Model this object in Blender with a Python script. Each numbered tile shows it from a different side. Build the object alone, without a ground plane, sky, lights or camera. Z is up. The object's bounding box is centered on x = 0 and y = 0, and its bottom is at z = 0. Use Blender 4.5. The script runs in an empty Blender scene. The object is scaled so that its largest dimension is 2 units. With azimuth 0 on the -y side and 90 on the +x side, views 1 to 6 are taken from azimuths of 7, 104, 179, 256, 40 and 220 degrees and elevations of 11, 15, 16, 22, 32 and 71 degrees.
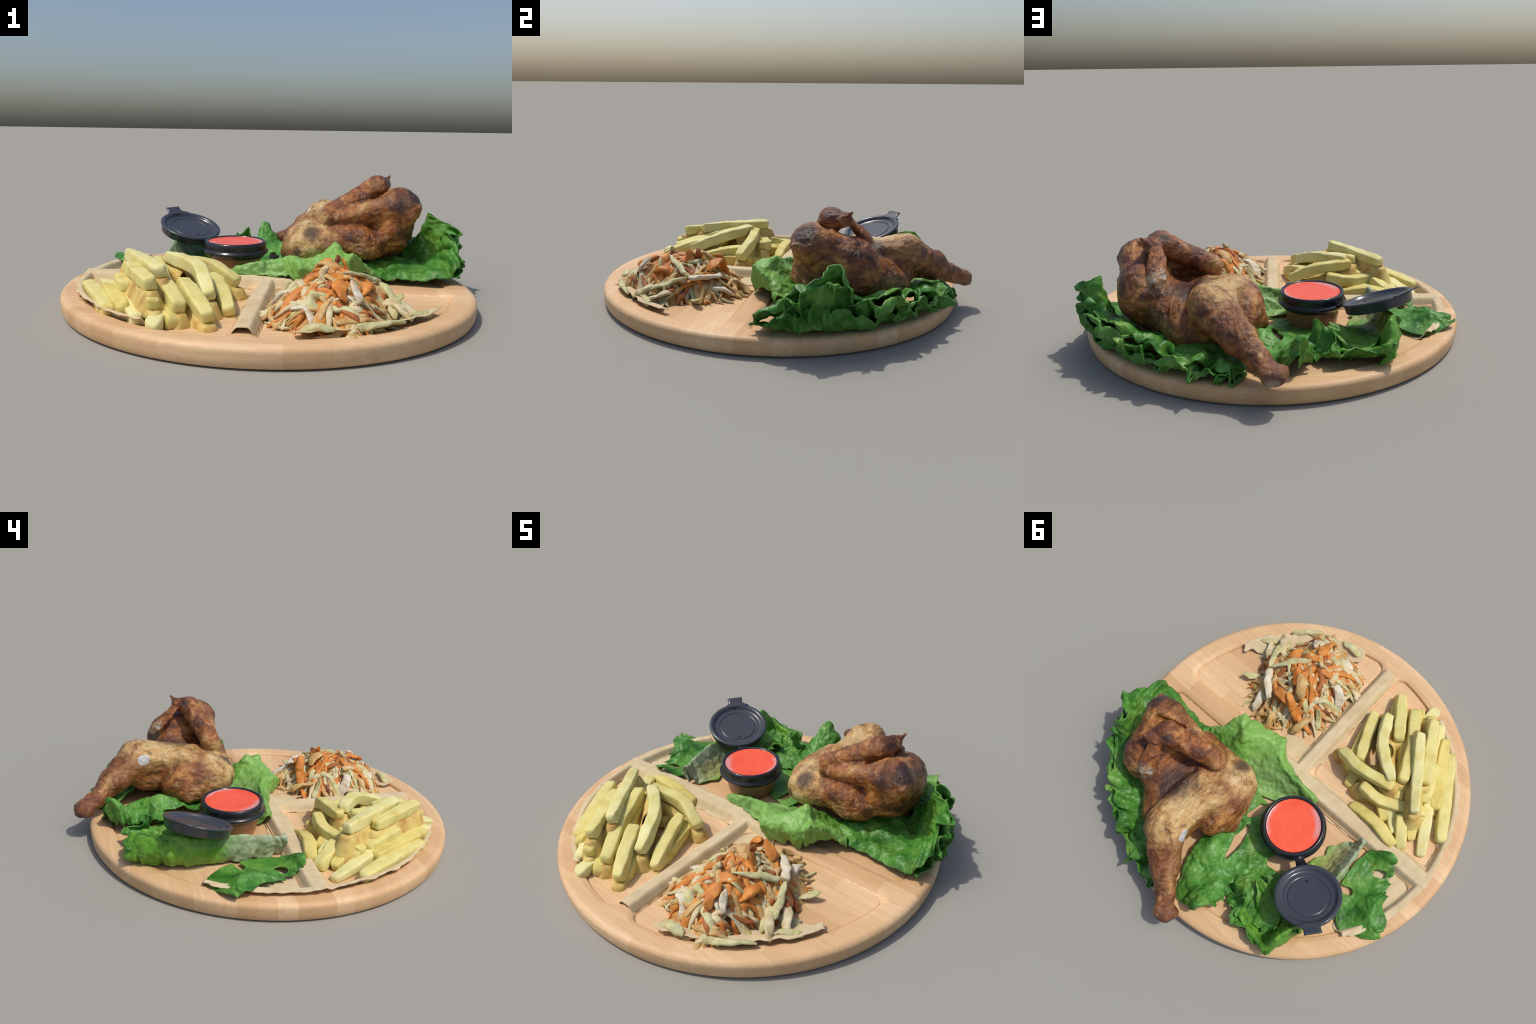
import bpy, math, random
import numpy as np
from mathutils import Vector

random.seed(7)
rng = np.random.default_rng(7)

# ------------------------------------------------------------------ helpers
def mesh_object(name, verts, faces, mat=None, parent=None, smooth=True):
    me = bpy.data.meshes.new(name)
    me.from_pydata([tuple(v) for v in np.asarray(verts, float)], [], [tuple(int(i) for i in f) for f in faces])
    me.update()
    if smooth:
        me.polygons.foreach_set("use_smooth", [True] * len(me.polygons))
    ob = bpy.data.objects.new(name, me)
    bpy.context.scene.collection.objects.link(ob)
    if mat:
        me.materials.append(mat)
    if parent:
        ob.parent = parent
    return ob


def thing(name, label, category):
    ob = bpy.data.objects.new(name, None)
    bpy.context.scene.collection.objects.link(ob)
    ob["label"], ob["category"] = label, category
    return ob


def smoothstep(a, b, x):
    t = np.clip((x - a) / (b - a), 0, 1)
    return t * t * (3 - 2 * t)


_perm = np.random.default_rng(3).permutation(256)
_grad = np.random.default_rng(4).normal(size=(256, 3))
_grad /= np.linalg.norm(_grad, axis=1)[:, None]


def noise3(p):
    """gradient noise, about -1..1"""
    p = np.asarray(p, float)
    i = np.floor(p).astype(int)
    f = p - i
    u = f * f * f * (f * (f * 6 - 15) + 10)
    out = 0
    for dx in (0, 1):
        for dy in (0, 1):
            for dz in (0, 1):
                h = _perm[(_perm[(_perm[(i[..., 0] + dx) & 255] + i[..., 1] + dy) & 255] + i[..., 2] + dz) & 255]
                g = _grad[h]
                d = (g * (f - [dx, dy, dz])).sum(-1)
                w = (u[..., 0] if dx else 1 - u[..., 0]) * (u[..., 1] if dy else 1 - u[..., 1]) * (u[..., 2] if dz else 1 - u[..., 2])
                out = out + w * d
    return out * 1.6


def fbm(p, octaves=3):
    p = np.asarray(p, float)
    return sum(noise3(p * 2 ** o + 17.3 * o) / 2 ** o for o in range(octaves))


def catmull(points, n):
    """points (k, ...) -> n samples of a Catmull-Rom curve through them"""
    P = np.asarray(points, float)
    P = np.concatenate([[2 * P[0] - P[1]], P, [2 * P[-1] - P[-2]]])
    k = len(P) - 3
    u = np.linspace(0, k, n)
    i = np.minimum(u.astype(int), k - 1)
    t = (u - i).reshape((-1,) + (1,) * (P.ndim - 1))
    a, b, c, d = P[i], P[i + 1], P[i + 2], P[i + 3]
    return 0.5 * (2 * b + (c - a) * t + (2 * a - 5 * b + 4 * c - d) * t ** 2 + (3 * b - a - 3 * c + d) * t ** 3)


def grid_faces(m, n, wrap_n=False):
    i, j = np.meshgrid(np.arange(m - 1), np.arange(n if wrap_n else n - 1), indexing="ij")
    a = i * n + j
    b = i * n + (j + 1) % n
    c = (i + 1) * n + (j + 1) % n
    d = (i + 1) * n + j
    return np.stack([a, b, c, d], -1).reshape(-1, 4)


def smooth_border(verts, quads, rounds=6):
    """even out the stepped rim that a cut through a grid leaves"""
    V = np.array(verts, float)
    q = np.asarray(quads)
    e = np.concatenate([q[:, [0, 1]], q[:, [1, 2]], q[:, [2, 3]], q[:, [3, 0]]])
    key = np.sort(e, 1)
    uniq, count = np.unique(key, axis=0, return_counts=True)
    b = uniq[count == 1]
    for _ in range(rounds):
        acc = np.zeros_like(V)
        num = np.zeros(len(V))
        np.add.at(acc, b[:, 0], V[b[:, 1]])
        np.add.at(acc, b[:, 1], V[b[:, 0]])
        np.add.at(num, b[:, 0], 1)
        np.add.at(num, b[:, 1], 1)
        on = num == 2
        V[on] = 0.5 * V[on] + 0.5 * acc[on] / num[on][:, None]
    return V


def lathe(profile, segs=96, centre=(0, 0, 0)):
    pr = np.asarray(profile, float)
    th = np.linspace(0, 2 * np.pi, segs, endpoint=False)
    v = np.stack([pr[:, 0, None] * np.cos(th), pr[:, 0, None] * np.sin(th), np.repeat(pr[:, 1, None], segs, 1)], -1)
    return v.reshape(-1, 3) + np.asarray(centre), grid_faces(len(pr), segs, True)


# ------------------------------------------------------------------ materials
class Mat:
    """small node-graph writer"""

    def __init__(self, name, rough=0.6, spec=0.3, **kw):
        self.m = bpy.data.materials.new(name)
        self.m.use_nodes = True
        self.nt = self.m.node_tree
        self.nt.nodes.clear()
        self.out = self.add("ShaderNodeOutputMaterial")
        self.b = self.add("ShaderNodeBsdfPrincipled")
        self.b.inputs["Roughness"].default_value = rough
        self.b.inputs["Specular IOR Level"].default_value = spec
        for k, v in kw.items():
            self.b.inputs[k.replace("_", " ")].default_value = v
        self.link(self.b.outputs[0], self.out.inputs[0])
        self.co = self.add("ShaderNodeTexCoord").outputs["Object"]

    def add(self, t):
        return self.nt.nodes.new(t)

    def link(self, a, b):
        self.nt.links.new(a, b)

    def put(self, sock, val):
        if hasattr(val, "is_linked") or isinstance(val, bpy.types.NodeSocket):
            self.link(val, sock)
        elif isinstance(val, (tuple, list)) and len(val) == 3 and sock.type == "RGBA":
            sock.default_value = (*val, 1)
        else:
            sock.default_value = val

    def mapping(self, scale=(1, 1, 1), loc=(0, 0, 0), rot=(0, 0, 0), src=None):
        n = self.add("ShaderNodeMapping")
        n.inputs["Scale"].default_value = scale
        n.inputs["Location"].default_value = loc
        n.inputs["Rotation"].default_value = rot
        self.link(src or self.co, n.inputs["Vector"])
        return n.outputs[0]

    def noise(self, scale, detail=4, rough=0.55, vec=None, dist=0.0):
        n = self.add("ShaderNodeTexNoise")
        n.inputs["Scale"].default_value = scale
        n.inputs["Detail"].default_value = detail
        n.inputs["Roughness"].default_value = rough
        n.inputs["Distortion"].default_value = dist
        self.link(vec or self.co, n.inputs["Vector"])
        return n.outputs["Fac"]

    def voronoi(self, scale, feature="F1", vec=None):
        n = self.add("ShaderNodeTexVoronoi")
        n.feature = feature
        n.inputs["Scale"].default_value = scale
        self.link(vec or self.co, n.inputs["Vector"])
        return n.outputs["Distance"]

    def ramp(self, fac, *stops):
        n = self.add("ShaderNodeValToRGB")
        el = n.color_ramp.elements
        while len(el) < len(stops):
            el.new(0.5)
        for e, (p, c) in zip(el, stops):
            e.position = p
            e.color = (*c, 1) if isinstance(c, (tuple, list)) else (c, c, c, 1)
        self.link(fac, n.inputs[0])
        return n.outputs[0]

    def mix(self, fac, a, b, blend="MIX"):
        n = self.add("ShaderNodeMix")
        n.data_type = "RGBA"
        n.blend_type = blend
        self.put(n.inputs[0], fac)
        self.put(n.inputs[6], a)
        self.put(n.inputs[7], b)
        return n.outputs[2]

    def math(self, op, a, b=0.5, clamp=False):
        n = self.add("ShaderNodeMath")
        n.operation = op
        n.use_clamp = clamp
        self.put(n.inputs[0], a)
        self.put(n.inputs[1], b)
        return n.outputs[0]

    def spot(self, centre, radii, soft=0.35, wobble=0.25, wscale=25, rot=(0, 0, 0)):
        """1 inside an ellipsoidal patch round centre, with a ragged edge"""
        v = self.add("ShaderNodeVectorMath")
        v.operation = "SUBTRACT"
        self.link(self.co, v.inputs[0])
        v.inputs[1].default_value = centre
        v2 = self.add("ShaderNodeVectorMath")
        v2.operation = "DIVIDE"
        self.link(v.outputs[0], v2.inputs[0])
        v2.inputs[1].default_value = radii
        ln = self.add("ShaderNodeVectorMath")
        ln.operation = "LENGTH"
        self.link(v2.outputs[0], ln.inputs[0])
        d = self.math("ADD", ln.outputs["Value"], self.math("MULTIPLY", self.math("SUBTRACT", self.noise(wscale, 3), 0.5), wobble * 4))
        r = self.add("ShaderNodeMapRange")
        r.interpolation_type = "SMOOTHSTEP"
        self.link(d, r.inputs[0])
        r.inputs[1].default_value = 1 - soft
        r.inputs[2].default_value = 1 + soft
        r.inputs[3].default_value = 1
        r.inputs[4].default_value = 0
        return r.outputs[0]

    def axis(self, a, lo, hi):
        s = self.add("ShaderNodeSeparateXYZ")
        self.link(self.co, s.inputs[0])
        r = self.add("ShaderNodeMapRange")
        self.link(s.outputs["XYZ".index(a)], r.inputs[0])
        r.inputs[1].default_value = lo
        r.inputs[2].default_value = hi
        return r.outputs[0]

    def bump(self, height, strength=0.3, dist=0.01):
        n = self.add("ShaderNodeBump")
        n.inputs["Strength"].default_value = strength
        n.inputs["Distance"].default_value = dist
        self.link(height, n.inputs["Height"])
        self.link(n.outputs[0], self.b.inputs["Normal"])

    def color(self, c):
        self.put(self.b.inputs["Base Color"], c)
        return self.m


def wood_material():
    m = Mat("beech_wood", rough=0.5, spec=0.3)
    br = m.add("ShaderNodeTexBrick")
    br.inputs["Scale"].default_value = 1
    br.inputs["Brick Width"].default_value = 0.46
    br.inputs["Row Height"].default_value = 0.085
    br.inputs["Mortar Size"].default_value = 0.0006
    br.inputs["Bias"].default_value = 0.0
    br.inputs["Color1"].default_value = (0, 0, 0, 1)
    br.inputs["Color2"].default_value = (1, 1, 1, 1)
    br.inputs["Mortar"].default_value = (0.3, 0.3, 0.3, 1)
    br.offset = 0.37
    m.link(m.mapping(loc=(0.13, 0.02, 0)), br.inputs["Vector"])
    tone = m.ramp(br.outputs["Color"], (0.0, (0.60, 0.37, 0.185)), (0.5, (0.68, 0.445, 0.235)), (1.0, (0.78, 0.55, 0.32)))
    grain = m.noise(9, 6, 0.6, m.mapping(scale=(0.55, 7, 7)), 0.4)
    fine = m.noise(60, 3, 0.6, m.mapping(scale=(0.4, 5, 5)))
    c = m.mix(m.ramp(grain, (0.35, 0.0), (0.72, 0.55)), tone, (0.55, 0.31, 0.145))
    c = m.mix(m.ramp(fine, (0.45, 0.0), (0.75, 0.25)), c, (0.80, 0.56, 0.36))
    m.bump(fine, 0.05, 0.002)
    return m.color(c)


def tan_material():
    m = Mat("dry_tan_wood", rough=0.75, spec=0.15)
    g = m.noise(9, 4, 0.5, m.mapping(scale=(3, 1.2, 1)), 0.5)
    h = m.noise(6, 3)
    c = m.ramp(g, (0.3, (0.57, 0.45, 0.265)), (0.55, (0.64, 0.515, 0.32)), (0.8, (0.70, 0.585, 0.395)))
    c = m.mix(m.ramp(h, (0.5, 0), (0.75, 0.5)), c, (0.50, 0.36, 0.20))
    m.bump(g, 0.06, 0.003)
    return m.color(c)


def fry_material(name, base, side):
    m = Mat(name, rough=0.55, spec=0.3)
    m.b.inputs["Subsurface Weight"].default_value = 0.12
    m.b.inputs["Subsurface Radius"].default_value = (0.02, 0.014, 0.004)
    m.b.inputs["Subsurface Scale"].default_value = 0.5
    n = m.noise(13, 4)
    c = m.ramp(n, (0.3, side), (0.5, base), (0.72, tuple(min(1, v * 1.08) for v in base)))
    sp = m.noise(26, 2, 0.5)
    c = m.mix(m.ramp(sp, (0.60, 0), (0.74, 0.5)), c, (0.66, 0.47, 0.08))
    br = m.noise(19, 3, 0.6, m.mapping(loc=(3, 1, 2)))
    c = m.mix(m.ramp(br, (0.74, 0), (0.79, 0.7)), c, (0.36, 0.17, 0.03))
    m.bump(m.noise(45, 4), 0.25, 0.006)
    return m.color(c)


def shred_material(name, a, b, spot, rough=0.5):
    m = Mat(name, rough=rough, spec=0.3)
    n = m.noise(22, 4)
    c = m.ramp(n, (0.32, a), (0.62, b))
    c = m.mix(m.ramp(m.noise(14, 3, 0.6, m.mapping(loc=(5, 3, 1))), (0.55, 0), (0.68, 0.75)), c, spot)
    c = m.mix(m.ramp(m.noise(34, 4, 0.65, m.mapping(loc=(9, 1, 6)), 0.8), (0.56, 0), (0.70, 0.55)), c, (0.30, 0.11, 0.03))
    m.bump(m.noise(70, 4, 0.65), 0.55, 0.006)
    return m.color(c)


def lettuce_material(name, dark, mid, light, extra=None):
    m = Mat(name, rough=0.42, spec=0.4)
    n = m.noise(7, 5, 0.6, dist=0.6)
    v = m.voronoi(16, "DISTANCE_TO_EDGE", m.mapping(scale=(1, 1, 1)))
    c = m.ramp(n, (0.28, dark), (0.5, mid), (0.72, light))
    c = m.mix(m.ramp(v, (0.0, 0.30), (0.05, 0.0)), c, light)
    c = m.mix(m.ramp(m.noise(4.5, 4, 0.6, m.mapping(loc=(4, 8, 2)), 0.8), (0.52, 0), (0.68, 0.55)), c, (0.24, 0.40, 0.055))
    if extra:
        c = extra(m, c)
    m.bump(m.math("ADD", m.noise(30, 4), v), 0.35, 0.012)
    m.color(c)
    tr = m.add("ShaderNodeBsdfTranslucent")
    m.put(tr.inputs["Color"], m.mix(0.5, c, (0.25, 0.5, 0.03)))
    mx = m.add("ShaderNodeMixShader")
    mx.inputs[0].default_value = 0.12
    m.link(m.b.outputs[0], mx.inputs[1])
    m.link(tr.outputs[0], mx.inputs[2])
    m.link(mx.outputs[0], m.out.inputs[0])
    return m.m


def chicken_material():
    m = Mat("roast_skin", rough=0.33, spec=0.5)
    big = m.noise(4.5, 4, 0.55, dist=0.5)
    midn = m.noise(11, 6, 0.66, m.mapping(loc=(2, 5, 1), scale=(1, 0.8, 1.2)), 0.8)
    fine = m.noise(48, 5, 0.65)
    gold = m.ramp(midn, (0.30, (0.25, 0.09, 0.025)), (0.40, (0.48, 0.25, 0.08)), (0.53, (0.60, 0.39, 0.155)), (0.70, (0.68, 0.50, 0.26)))
    red = m.ramp(midn, (0.32, (0.045, 0.014, 0.008)), (0.42, (0.15, 0.042, 0.013)), (0.54, (0.34, 0.115, 0.026)), (0.68, (0.57, 0.27, 0.075)))
    pale = m.spot((0.20, 0.52, 0.42), (0.16, 0.24, 0.12), 0.35, 0.18, 14)
    pale2 = m.spot((0.17, 0.18, 0.28), (0.13, 0.14, 0.15), 0.35, 0.18, 14)
    gm = m.math("MAXIMUM", m.math("MAXIMUM", pale, pale2), m.ramp(big, (0.52, 0.0), (0.70, 0.55)))
    c = m.mix(gm, red, gold)
    # roasted dark blotches and fine speckle
    c = m.mix(m.ramp(m.noise(8, 6, 0.7, m.mapping(loc=(7, 2, 4)), 0.9), (0.53, 0), (0.66, 0.85)), c, (0.075, 0.024, 0.011))
    streak = m.noise(26, 5, 0.7, m.mapping(scale=(1.6, 0.6, 1.0), rot=(0.3, 0.2, 0.6)), 1.2)
    c = m.mix(m.ramp(streak, (0.55, 0), (0.70, 0.6)), c, (0.15, 0.05, 0.018))
    c = m.mix(m.ramp(fine, (0.60, 0), (0.72, 0.6)), c, (0.10, 0.034, 0.014))
    c = m.mix(m.ramp(m.noise(20, 4, 0.6, m.mapping(loc=(1, 9, 3))), (0.58, 0), (0.74, 0.4)), c, (0.74, 0.50, 0.26))
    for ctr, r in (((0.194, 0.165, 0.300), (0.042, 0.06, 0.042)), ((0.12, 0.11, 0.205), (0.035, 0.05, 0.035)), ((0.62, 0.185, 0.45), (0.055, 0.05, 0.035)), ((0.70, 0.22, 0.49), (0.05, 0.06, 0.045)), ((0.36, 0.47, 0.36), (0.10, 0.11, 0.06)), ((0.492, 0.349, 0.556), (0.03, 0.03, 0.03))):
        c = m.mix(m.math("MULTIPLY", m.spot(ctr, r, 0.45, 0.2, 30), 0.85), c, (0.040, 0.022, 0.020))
    # browned shank
    c = m.mix(m.math("MULTIPLY", m.spot((0.15, 0.72, 0.26), (0.10, 0.10, 0.12), 0.4, 0.3, 22), 0.55), c, (0.19, 0.06, 0.018))
    c = m.mix(m.math("MULTIPLY", m.spot((0.0, 0.93, 0.15), (0.07, 0.08, 0.07), 0.4, 0.2, 22), 0.6), c, (0.13, 0.05, 0.03))
    c = m.mix(m.math("MULTIPLY", m.spot((0.005, 1.0, 0.13), (0.035, 0.03, 0.03), 0.4, 0.3, 45), 0.7), c, (0.42, 0.33, 0.24))
    # bare bone spot and pale wing tip
    c = m.mix(m.spot((0.152, 0.622, 0.352), (0.028, 0.034, 0.028), 0.2, 0.08, 25), c, (0.60, 0.57, 0.56))
    c = m.mix(m.math("MULTIPLY", m.spot((0.495, 0.535, 0.42), (0.07, 0.045, 0.065), 0.25, 0.3, 40), m.ramp(m.noise(38, 4, 0.7), (0.46, 0), (0.58, 0.8))), c, (0.60, 0.54, 0.47))
    m.bump(m.math("ADD", m.math("MULTIPLY", fine, 0.5), m.math("ADD", m.math("MULTIPLY", m.noise(120, 3), 0.3), m.math("ADD", midn, streak))), 0.7, 0.013)
    return m.color(c)


def plain(name, col, rough, spec=0.5, **kw):
    m = Mat(name, rough=rough, spec=spec, **kw)
    return m.color(col)


MAT_WOOD = wood_material()
MAT_TAN = tan_material()
MAT_FRY = [fry_material("fried_potato", (0.68, 0.61, 0.235), (0.61, 0.50, 0.14)), fry_material("fried_potato_deep", (0.66, 0.56, 0.18), (0.55, 0.42, 0.10)), fry_material("fried_potato_light", (0.71, 0.66, 0.31), (0.64, 0.56, 0.19))]
GREEN = dict(dark=(0.022, 0.105, 0.012), mid=(0.062, 0.225, 0.028), light=(0.16, 0.40, 0.07))

# ------------------------------------------------------------------ board
CX, CY = 0.001, -0.040
Z_RIM, Z_FLOOR = 0.088, 0.071


def round_intersection(ds, r):
    """signed distance of an intersection of half spaces with corners rounded by r"""
    D = np.stack(ds, -1) + r
    return np.linalg.norm(np.maximum(D, 0), axis=-1) + np.minimum(D.max(-1), 0) - r


def recess_sdf(x, y):
    rad = np.hypot(x - CX, y - CY)
    out = np.hypot(x + 0.003, y + 0.045) - 0.855
    a = round_intersection([out, -(y - 0.012)], 0.06)
    b = round_intersection([out, y + 0.105, -(x - 0.050)], 0.06)
    c = round_intersection([out, y + 0.105, x + 0.050], 0.06)
    return np.minimum(np.minimum(a, b), c)


def build_board():
    board = thing("serving_board", "round beech wood board with three shallow compartments", "serving board")
    rr = np.concatenate([np.linspace(0.004, 0.932, 380), 0.932 + 0.03 * np.sin(np.linspace(0.15, 1, 8) * np.pi / 2)])
    zz = np.concatenate([np.full(380, Z_RIM), Z_RIM - 0.024 * (1 - np.cos(np.linspace(0.15, 1, 8) * np.pi / 2))])
    rr = np.concatenate([rr, [0.9625, 0.961, 0.958, 0.953, 0.945, 0.925]])
    zz = np.concatenate([zz, [0.055, 0.035, 0.014, 0.006, 0.001, 0.0]])
    segs = 1000
    th = np.linspace(0, 2 * np.pi, segs, endpoint=False)
    x = CX + rr[:, None] * np.cos(th)
    y = CY + rr[:, None] * np.sin(th)
    z = np.repeat(zz[:, None], segs, 1)
    d = recess_sdf(x, y)
    inner = rr[:, None] < 0.933
    z = np.where(inner, z - (Z_RIM - Z_FLOOR) * (0.60 * smoothstep(0.001, -0.0045, d) + 0.40 * smoothstep(0.028, -0.002, d)) - 0.0080 * np.exp(-((d + 0.0045) / 0.0030) ** 2), z)
    v = np.stack([x, y, z], -1).reshape(-1, 3)
    f = [tuple(q) for q in grid_faces(len(rr), segs, True)]
    f.append(tuple(range(segs - 1, -1, -1)))
    n = len(v) - segs
    f.append(tuple(n + i for i in range(segs)))
    f = [tuple(reversed(q)) for q in f]
    mesh_object("board_disc", v, f, MAT_WOOD, board)
    return board


def sheet_from_height(name, xs, ys, zfun, keep, mat, parent, thick=0.004):
    X, Y = np.meshgrid(xs, ys, indexing="ij")
    Z = zfun(X, Y)
    K = keep(X, Y)
    m, n = X.shape
    q = grid_faces(m, n)
    ok = K.reshape(-1)[q].all(1)
    q = q[ok][:, ::-1]
    # orientation: i along x, j along y -> a,b,c,d runs clockwise seen from above, so flipped above
    used = np.unique(q)
    idx = np.full(m * n, -1)
    idx[used] = np.arange(len(used))
    v = np.stack([X, Y, Z], -1).reshape(-1, 3)[used]
    ob = mesh_object(name, smooth_border(v, idx[q]), idx[q], mat, parent)
    s = ob.modifiers.new("thickness", "SOLIDIFY")
    s.thickness = thick
    s.offset = -1
    return ob


def ridge_profile(d, half, top, foot):
    """flat topped ridge, d distance from its centre line"""
    return foot + (top - foot) * smoothstep(half + 0.030, half - 0.006, d)


def build_dividers(board):
    h = 0.0055

    def z_ridges(x, y):
        w = 0.002 * fbm(np.stack([x * 9, y * 9, 0 * x], -1), 2)
        horiz = ridge_profile(np.abs(y + 0.052), 0.038, 0.118, 0.073)
        horiz = np.where(x > 0.30, 0.070, horiz)
        vert = ridge_profile(np.abs(x - 0.0), 0.028, 0.116, 0.073)
        vert = np.where(y > -0.06, 0.07, vert)
        rad = np.hypot(x + 0.003, y + 0.045)
        arc = 0.073 + 0.041 * smoothstep(0.835, 0.862, rad) - 0.010 * smoothstep(0.88, 0.92, rad)
        arc = np.where((x < -0.33), arc, 0.07)
        return np.maximum(np.maximum(horiz, vert), np.maximum(arc, 0.0745)) + w

    def keep(x, y):
        p = np.stack([x * 16, y * 16, 0 * x], -1)
        jag = 0.012 * fbm(p, 3)
        rad = np.hypot(x + 0.003, y + 0.045)
        ang = np.degrees(np.arctan2(y + 0.045, x + 0.003)) % 360
        k_h = (np.abs(y + 0.050) < 0.076 + jag) & (x < 0.22 + 3 * jag) & (rad < 0.89)
        k_v = (np.abs(x) < 0.062 + 0.6 * jag) & (y < -0.05) & (y > -0.872)
        k_v &= ~((y < -0.62) & (np.abs(x) > 0.054))
        outer = 0.885 + 0.9 * jag + 0.012 * noise3(np.stack([ang * 0.12, 0 * x, 0 * x], -1)) + 0.014 * smoothstep(190, 175, ang)
        k_a = (rad > 0.83 + jag) & (rad < outer) & (ang > 148 - 200 * jag) & (ang < 244)
        k_bowl = (x < -0.66 + 2 * jag) & (y > -0.06) & (y < 0.44 + 2 * jag) & (rad < 0.89)
        k_slaw = (x > 0.02) & (x < 0.20 + 2 * jag) & (y > -0.23 + 2 * jag) & (y < -0.05)
        return k_h | k_v | k_a | k_bowl | k_slaw

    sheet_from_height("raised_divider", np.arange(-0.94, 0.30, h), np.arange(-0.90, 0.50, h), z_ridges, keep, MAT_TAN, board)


# ------------------------------------------------------------------ sauce cup
def build_cup():
    cup = thing("sauce_cup", "small plastic dip cup of red sauce with open lid", "sauce cup")
    c = (-0.198, 0.203, 0)
    black = plain("black_plastic", (0.018, 0.020, 0.026), 0.22, 0.5)
    mb = Mat("brown_clear_plastic", rough=0.25, spec=0.5)
    body_mat = mb.color(mb.mix(mb.ramp(mb.noise(7, 3, 0.5, mb.mapping(scale=(1, 1, 0.3))), (0.35, 0), (0.7, 1)), (0.40, 0.20, 0.11), (0.27, 0.115, 0.06)))
    v, f = lathe([(0.0, 0.074), (0.112, 0.074), (0.120, 0.077), (0.125, 0.088), (0.141, 0.19), (0.143, 0.20)], 96, c)
    mesh_object("cup_body", v, f, body_mat, cup)
    v, f = lathe([(0.140, 0.168), (0.150, 0.170), (0.158, 0.180), (0.168, 0.190), (0.171, 0.196), (0.169, 0.201), (0.160, 0.205), (0.158, 0.212), (0.160, 0.222), (0.159, 0.238), (0.156, 0.246), (0.151, 0.249), (0.145, 0.247), (0.141, 0.240), (0.138, 0.215), (0.136, 0.19)], 96, c)
    mesh_object("cup_rim", v, f, black, cup)
    ms = Mat("red_sauce", rough=0.3, spec=0.35)
    col = ms.ramp(ms.noise(10, 3), (0.3, (0.80, 0.085, 0.035)), (0.7, (0.88, 0.12, 0.06)))
    col = ms.mix(ms.ramp(ms.voronoi(75), (0.10, 0.5), (0.22, 0.0)), col, (0.90, 0.33, 0.10))
    # whitish smears near the wall at two sides
    ring = ms.math("SUBTRACT", 1.0, ms.spot((-0.190, 0.203, 0.24), (0.118, 0.120, 0.2), 0.10, 0.03, 20))
    for ctr in ((-0.075, 0.262, 0.24), (-0.285, 0.105, 0.24)):
        col = ms.mix(ms.math("MULTIPLY", ms.math("MULTIPLY", ms.spot(ctr, (0.075, 0.075, 0.1), 0.35, 0.1, 30), ring), 0.65), col, (0.56, 0.36, 0.36))
    v, f = lathe([(0.0, 0.241), (0.05, 0.241), (0.10, 0.241), (0.13, 0.241), (0.1375, 0.2415), (0.1395, 0.243)], 96, c)
    mesh_object("sauce", v, f, ms.color(col), cup)

    # lid, tilted open
    lidm = Mat("dark_lid_plastic", rough=0.25, spec=0.5)
    lid_mat = lidm.color(lidm.ramp(lidm.noise(5, 2), (0.3, (0.040, 0.046, 0.060)), (0.7, (0.050, 0.056, 0.070))))
    n = Vector((0.25, -0.2436, 1)).normalized()
    centre = Vector((-0.484, 0.422, 0.288))
    out = Vector((-0.767, 0.642, 0))
    e1 = (out - n * out.dot(n)).normalized()
    e2 = n.cross(e1)
    M = np.array([e1, e2, n])

    def place(v):
        return (np.asarray(v) * [1.06, 1.06, 1]) @ M + np.array(centre)

    prof = [(0.0, -0.016), (0.05, -0.016), (0.092, -0.016), (0.0945, -0.016), (0.096, -0.020), (0.101, -0.020), (0.1025, -0.016), (0.105, -0.016), (0.118, -0.016), (0.120, -0.016), (0.130, -0.012), (0.134, -0.004), (0.139, 0.001), (0.152, 0.001), (0.157, -0.003), (0.157, -0.008), (0.150, -0.012), (0.148, -0.045), (0.142, -0.050), (0.10, -0.050), (0.0, -0.050)]
    v, f = lathe(prof, 96)
    lid = mesh_object("lid", place(v), f, lid_mat, cup)
    # pull tab on the far side
    m_, n_ = 8, 9
    u = np.linspace(0, 1, m_)[:, None]
    w = np.linspace(-1, 1, n_)[None, :]
    wid = 0.072 - 0.035 * smoothstep(0, 0.5, u) + 0.004 * u
    px = 0.135 + 0.060 * u + 0 * w
    py = w * wid - 0.012
    pz = -0.002 + 0.012 * u ** 2 + 0 * w
    tab = mesh_object("lid_tab", place(np.stack([px, py, pz], -1).reshape(-1, 3)), grid_faces(m_, n_), lid_mat, cup)
    s = tab.modifiers.new("thickness", "SOLIDIFY")
    s.thickness, s.offset = 0.006, 0
    # small moulded triangle
    tri = [(-0.082, -0.004, -0.0145), (-0.082, 0.018, -0.0145), (-0.063, 0.007, -0.0145)]
    tv = place([(a, b, z + dz) for dz in (0, -0.004) for a, b, z in tri])
    mesh_object("moulded_arrow", tv, [(0, 2, 1), (3, 4, 5), (0, 1, 4, 3), (1, 2, 5, 4), (2, 0, 3, 5)], black, cup, smooth=False)
    # hinge strap between cup rim and lid
    a, b = np.array([-0.305, 0.295, 0.203]), place([(-0.148, 0.0, -0.010)])[0]
    side = np.array([0.642, 0.767, 0]) * 0.030
    pts = catmull([a, (a + b) / 2 + [0, 0, -0.006], b], 8)
    v = np.concatenate([np.stack([p - side * k, p + side * k]) for p, k in zip(pts, (1.2, 1, .85, .8, .8, .85, 1.0, 1.3))])
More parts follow.
